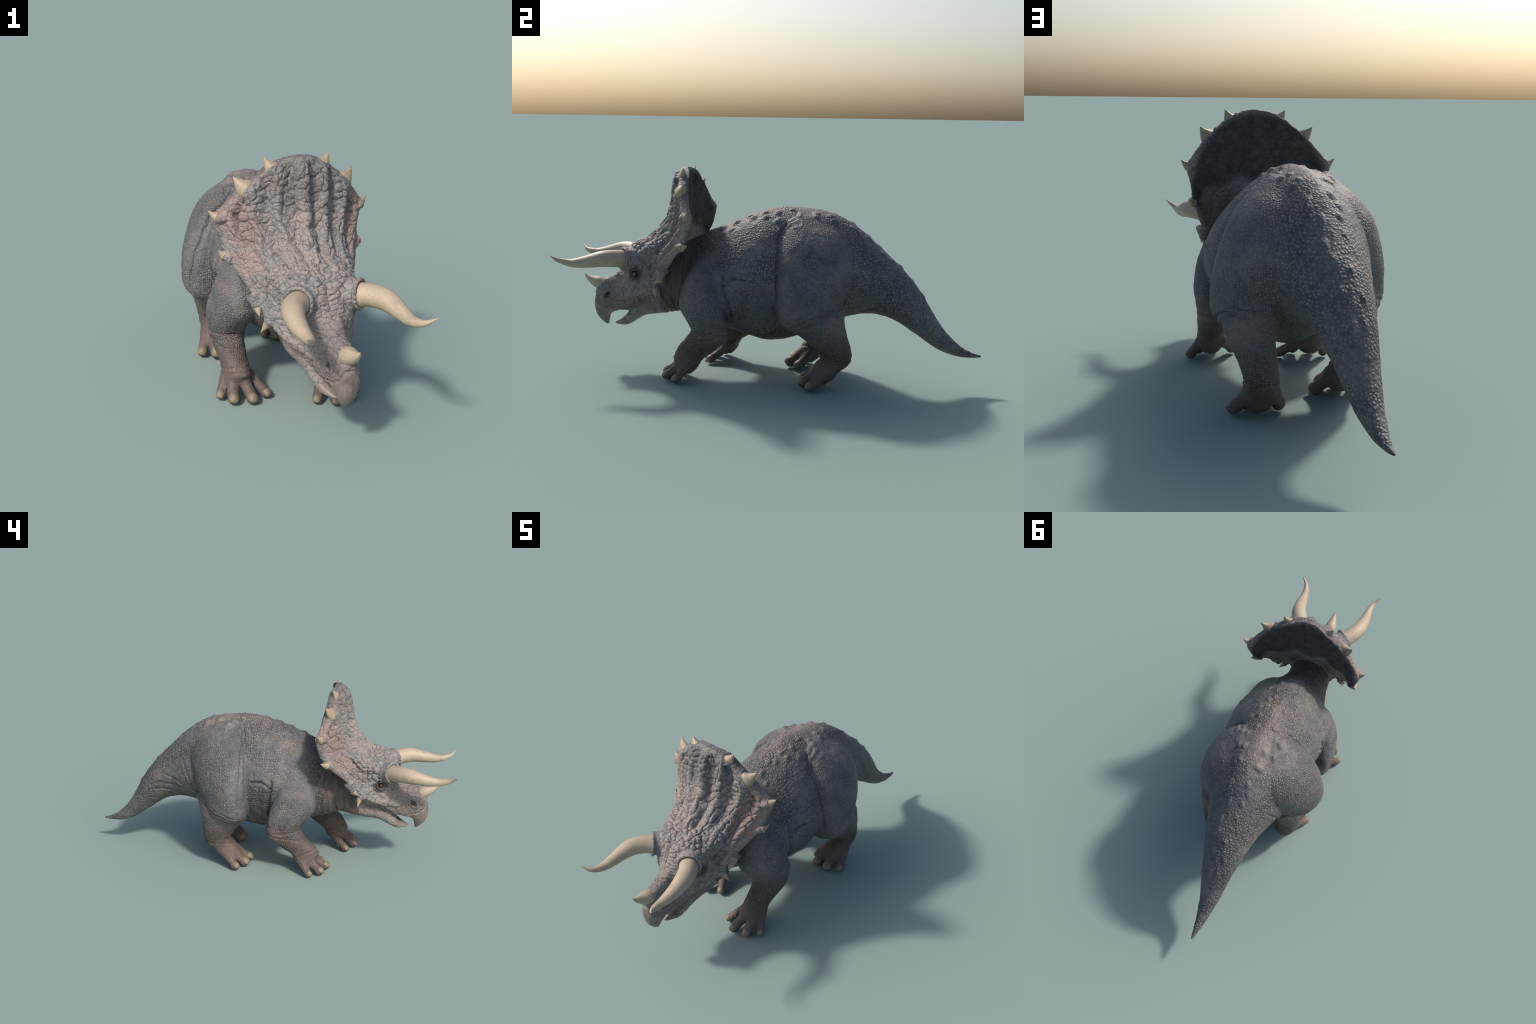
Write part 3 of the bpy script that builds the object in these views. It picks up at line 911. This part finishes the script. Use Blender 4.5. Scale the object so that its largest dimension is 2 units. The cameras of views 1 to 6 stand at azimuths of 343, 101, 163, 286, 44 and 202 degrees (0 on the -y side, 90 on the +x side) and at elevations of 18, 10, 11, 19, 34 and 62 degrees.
def leg_skin():
    t = NT('limb_hide')
    c, co, fine = skin_common(t)
    wob = t.math('MULTIPLY_ADD', t.noise(9, 3), .16, -.08)
    z = t.xyz()[2]
    low = t.step(t.math('ADD', z, wob), .33, .16)
    c = t.mix(t.math('MULTIPLY', low, .85), c, BROWN)
    c = t.mix(t.math('MULTIPLY', t.math('MULTIPLY', t.step(t.noise(22, 3), .50, .7), .55), low), c, (.165, .122, .106))
    k = None
    for p in ((.22, -.16, .24), (-.22, -.07, .24), (.22, .34, .33), (-.22, .25, .34)):
        b = t.ball(p, .02, .10, (1, 1, 1), wob); k = b if k is None else t.math('MAXIMUM', k, b)
    c = t.mix(t.math('MULTIPLY', k, .75), c, (.215, .152, .136))
    cp, hgt = pebbles(t, co, 116, c, fine, dark=.58, light=.9)
    foot = t.step(t.math('ADD', z, t.math('MULTIPLY', wob, .4)), .155, .095)
    c = t.mix(foot, cp, c)
    wv = t.noise(90, 3, .6, co=t.mapped((.5, 1.6, 1.2)))
    n = t.bump(t.noise(180, 2), .25, .002)
    hh = t.math('ADD', t.math('MULTIPLY', hgt, t.math('SUBTRACT', 1.0, foot)), t.math('MULTIPLY', wv, foot))
    n = t.bump(hh, .7, .0034, n)
    return t.done(c, t.math('MULTIPLY_ADD', fine, .25, .45), n, .3)

def head_skin(name, frill=False):
    t = NT(name)
    big = t.noise(6.5, 5, .62, co=t.mapped((1, 1, 1), loc=(7, 2, 4))); mid = t.noise(24, 4, .6); fine = t.noise(85, 4, .65)
    GREY = (.226, .222, .220)
    c = t.mix(t.step(big, .40, .60), GREY, (.268, .232, .220))
    c = t.mix(t.math('MULTIPLY', t.step(mid, .52, .70), .55), c, (.325, .238, .208))
    c = t.mix(t.math('MULTIPLY', t.step(mid, .46, .33), .6), c, (.140, .140, .142))
    c = t.mix(t.math('MULTIPLY', t.step(fine, .52, .72), .4), c, (.36, .31, .285))
    wob = t.math('MULTIPLY_ADD', t.noise(11, 3), .10, -.05)
    hw_ = lambda p: tuple(hw(np.array(p)))
    if frill:
        # pink panels left and right of the middle ribs, grey towards top
        pk = None
        for p in ((.20, -.39, .70), (-.20, -.39, .70), (.19, -.40, .62), (-.19, -.40, .62), (.24, -.36, .78), (-.24, -.36, .78)):
            b = t.ball(hw_(p), .02, .11, (1, 1, 1), wob); pk = b if pk is None else t.math('MAXIMUM', pk, b)
        c = t.mix(t.math('MULTIPLY', pk, .55), c, (.300, .190, .160))
        tp = t.ball(hw_((0, -.42, 1.0)), .10, .26, (.75, 1, 1), wob)
        c = t.mix(t.math('MULTIPLY', tp, .55), c, (.125, .120, .122))
        # back face: dark
        v = t.xyz(co=t.mapped((1, 1, 1), rot=(0, 0, 0), loc=(0, 0, 0)))
        cs, sn = math.cos(YAW), math.sin(YAW)
        yy = t.math('SUBTRACT', v[1], PIV[1])
        lx = t.math('ADD', t.math('MULTIPLY', v[0], cs), t.math('MULTIPLY', yy, sn))
        ly = t.math('ADD', t.math('SUBTRACT', t.math('MULTIPLY', yy, cs), t.math('MULTIPLY', v[0], sn)), PIV[1])
        lim = t.math('MULTIPLY_ADD', t.math('MULTIPLY', lx, lx), .85, -.410)
        dlt = t.math('ADD', t.math('SUBTRACT', ly, lim), t.math('MULTIPLY', wob, .25))
        rim_ = t.math('SQRT', t.math('ADD', t.math('POWER', t.math('DIVIDE', lx, .29), 2.0), t.math('POWER', t.math('DIVIDE', t.math('SUBTRACT', v[2], .68), .30), 2.0)))
        rim_ = t.math('ADD', rim_, t.math('MULTIPLY', wob, .5))
        bk = t.math('MULTIPLY', t.step(dlt, .0, .018), t.step(rim_, 1.0, .86))
        c = t.mix(t.math('MULTIPLY', bk, .88), c, t.mix(t.step(mid, .4, .65), (.036, .034, .035), (.062, .054, .052)))
    else:
        e = t.ball(hw_((0, -.80, .38)), .07, .15, (1, 1, 1), wob)
        c = t.mix(t.math('MULTIPLY', e, .5), c, (.165, .132, .128))
        ch = None
        for p in ((.08, -.60, .33), (-.08, -.60, .33), (.07, -.72, .30), (-.07, -.72, .30)):
            b = t.ball(hw_(p), .03, .08, (1, .7, 1), wob); ch = b if ch is None else t.math('MAXIMUM', ch, b)
        c = t.mix(t.math('MULTIPLY', ch, .6), c, (.205, .150, .130))
        ey = None
        for p in ((.118, -.612, .474), (-.118, -.612, .474)):
            b = t.ball(hw_(p), .022, .050); ey = b if ey is None else t.math('MAXIMUM', ey, b)
        c = t.mix(t.math('MULTIPLY', ey, .85), c, (.070, .054, .050))
        ns = None
        for p in ((.047, -.775, .352), (-.047, -.775, .352)):
            b = t.ball(hw_(p), .008, .016); ns = b if ns is None else t.math('MAXIMUM', ns, b)
        c = t.mix(t.math('MULTIPLY', ns, .85), c, (.02, .017, .017))
    wv = t.n('ShaderNodeVectorMath', operation='MULTIPLY_ADD'); nz = t.n('ShaderNodeTexNoise'); t.put(nz.inputs['Vector'], t.co); nz.inputs['Scale'].default_value = 26
    t.put(wv.inputs[0], nz.outputs['Color']); wv.inputs[1].default_value = (.034, .034, .034); t.put(wv.inputs[2], t.mapped((.72, 1.0, 1.35)))
    ck = t.voronoi(34, co=wv.outputs[0]); crk = t.step(ck, .0, .045)
    c = t.mul(t.math('MULTIPLY', t.math('SUBTRACT', 1.0, crk), .62), c, (.30, .28, .28))
    e = t.voronoi(130)
    n = t.bump(t.noise(60, 4, .65), .6, .004)
    n = t.bump(t.math('ADD', crk, t.step(ck, 0, .35)), .55, .003, n)
    n = t.bump(t.math('ADD', t.step(e, 0, .2), t.math('MULTIPLY', fine, .6)), .45, .0022, n)
    ro = t.math('MULTIPLY_ADD', fine, .3, .40)
    if frill: ro = t.math('ADD', ro, t.math('MULTIPLY', bk, .40))
    return t.done(c, ro, n, .45)

def keratin(name, base, tip, streak=(26, 5, 26), rough=.45, dirt=.5):
    t = NT(name)
    s = t.noise(5, 5, .6, co=t.mapped(streak)); big = t.noise(14, 3)
    c = t.mix(t.step(s, .38, .62), base, tip)
    c = t.mix(t.math('MULTIPLY', t.step(big, .55, .75), dirt), c, tuple(.62 * v for v in base))
    n = t.bump(s, .5, .003)
    n = t.bump(t.noise(120, 2), .15, .001, n)
    return t.done(c, t.math('MULTIPLY_ADD', s, .2, rough - .1), n, .5)

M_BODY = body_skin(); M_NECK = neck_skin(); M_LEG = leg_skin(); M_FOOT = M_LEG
M_HEAD = head_skin('head_hide'); M_FRILL = head_skin('frill_hide', True)
M_HORN = keratin('horn_keratin', (.395, .318, .230), (.45, .370, .278), (60, 7, 60))
M_SPIKE = keratin('spike_keratin', (.305, .240, .168), (.375, .302, .218), (30, 30, 12))
M_NAIL = keratin('nail_keratin', (.175, .140, .102), (.215, .175, .132), (30, 12, 30), .5)
M_BEAK = keratin('beak_keratin', (.175, .142, .125), (.225, .190, .168), (30, 30, 8), .42, .6)
M_MOUTH = NT('mouth_lining'); M_MOUTH = M_MOUTH.done((.085, .018, .016), .45)
def eye_mat():
    t = NT('eye_amber')
    col_ = None
    for s in (1, -1):
        c = tuple(hw(np.array([s * .1265, -.6175, .4765])))
        pu = t.ball(c, .0036, .0046); ir = t.ball(c, .0088, .0104)
        k = t.mix(ir, (.02, .014, .012), t.mix(t.step(t.noise(180, 2), .4, .6), (.060, .024, .008), (.120, .052, .014)))
        k = t.mix(pu, k, (.004, .004, .004))
        x = t.xyz()[0]
        col_ = k if col_ is None else t.mix(t.step(x, -.01, .01), k, col_)
    m = t.done(col_, .08, None, .6)
    t.b.inputs['Coat Weight'].default_value = .6
    return m
M_EYE = eye_mat()

# ------------------------------------------------------------------ objects
root = bpy.data.objects.new('triceratops', None); col.objects.link(root)
root.empty_display_size = .2
root['label'] = 'grey horned dinosaur with three horns and spiked neck frill'
root['category'] = 'dinosaur'

def add(name, me, parent, mat):
    o = bpy.data.objects.new(name, me); col.objects.link(o); o.parent = parent
    me.materials.clear(); me.materials.append(mat)
    return o
def part(name, vf, parent, mat):
    me = mesh_from(name, vf); fix_normals(me); me.shade_smooth()
    return add(name, me, parent, mat)

nl = len(flesh.loops)
LV = np.empty(nl, np.int32); flesh.loops.foreach_get('vertex_index', LV)
LV = LV.reshape(-1, 4)
FRG = np.sort(reg[LV], axis=1)[:, 1]
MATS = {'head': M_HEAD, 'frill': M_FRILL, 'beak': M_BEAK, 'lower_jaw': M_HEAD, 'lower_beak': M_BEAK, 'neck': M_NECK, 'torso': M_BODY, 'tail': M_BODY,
        'forelimb': M_LEG, 'hindlimb': M_LEG, 'forefoot': M_FOOT, 'hindfoot': M_FOOT}
PARENT = {'beak': 0, 'lower_jaw': 0, 'lower_beak': 0}
made = {}
for r, name in enumerate(REG):
    f = LV[FRG == r]
    if not len(f): continue
    used, inv = np.unique(f, return_inverse=True)
    inv = inv.reshape(-1, 4).astype(np.int32)
    me = bpy.data.meshes.new(name)
    me.vertices.add(len(used)); me.vertices.foreach_set('co', P[used].ravel())
    me.loops.add(inv.size); me.loops.foreach_set('vertex_index', inv.ravel())
    me.polygons.add(len(inv)); me.polygons.foreach_set('loop_start', np.arange(len(inv), dtype=np.int32) * 4)
    me.polygons.foreach_set('use_smooth', np.ones(len(inv), bool))
    me.update(calc_edges=True); me.validate()
    me.normals_split_custom_set_from_vertices(NO[used].tolist())
    made[r] = add(name, me, made[0] if name in PARENT else root, MATS[name])
bpy.data.meshes.remove(flesh)
head_o, frill_o = made[0], made[1]

ident = lambda v: v
for s in (1, -1):
    g = ident if s == 1 else mirror
    part('brow_horn', hwf(g(tube(HORN_C, HORN_R, n=32))), head_o, M_HORN)
    for k, (b, t, r1, r2) in enumerate(SPIKES):
        b = np.array(b); t = np.array(t); d = t - b; ln = np.linalg.norm(d)
        lift = np.array([0, 0, .10 * ln if k < 4 else 0])
        pts = [b - d * .18, b, b + d * .33 - lift * .5, b + d * .66 - lift * .5, b + d * .9 - lift * .2, t]
        part('frill_spike' if k < 5 else 'cheek_spike', hwf(g(tube(pts, [r1 * 1.15, r1 * 1.12, r1 * .80, r1 * .42, r1 * .15, .0004], n=20, flat=r2 / r1, up=(0, 1, 0.01)))), frill_o if k < 5 else head_o, M_SPIKE)
    part('eye', hwf(g(blob((.1145, -.614, .4745), .0145, 28))), head_o, M_EYE)
part('nose_horn', hwf(tube([(0, -.812, .393), (0, -.832, .402), (0, -.855, .410), (0, -.880, .423), (0, -.895, .434), (0, -.9045, .445)], [.031, .030, .024, .0145, .007, .0006], n=24)), head_o, M_HORN)
part('tongue', hwf(tube([(0, -.660, .252), (0, -.690, .238), (0, -.710, .225), (0, -.720, .219)], [.026, .024, .019, .010], n=20, flat=.5, round_cap=True)), head_o, M_MOUTH)
for T, s, r in ((FT, 1, 12), (FTR, -1, 13), (HT, 1, 14), (HTR, -1, 15)):
    for t in T:
        vf = nail(*t[1:])
        part('toenail', vf if s == 1 else mirror(vf), made[r], M_NAIL)
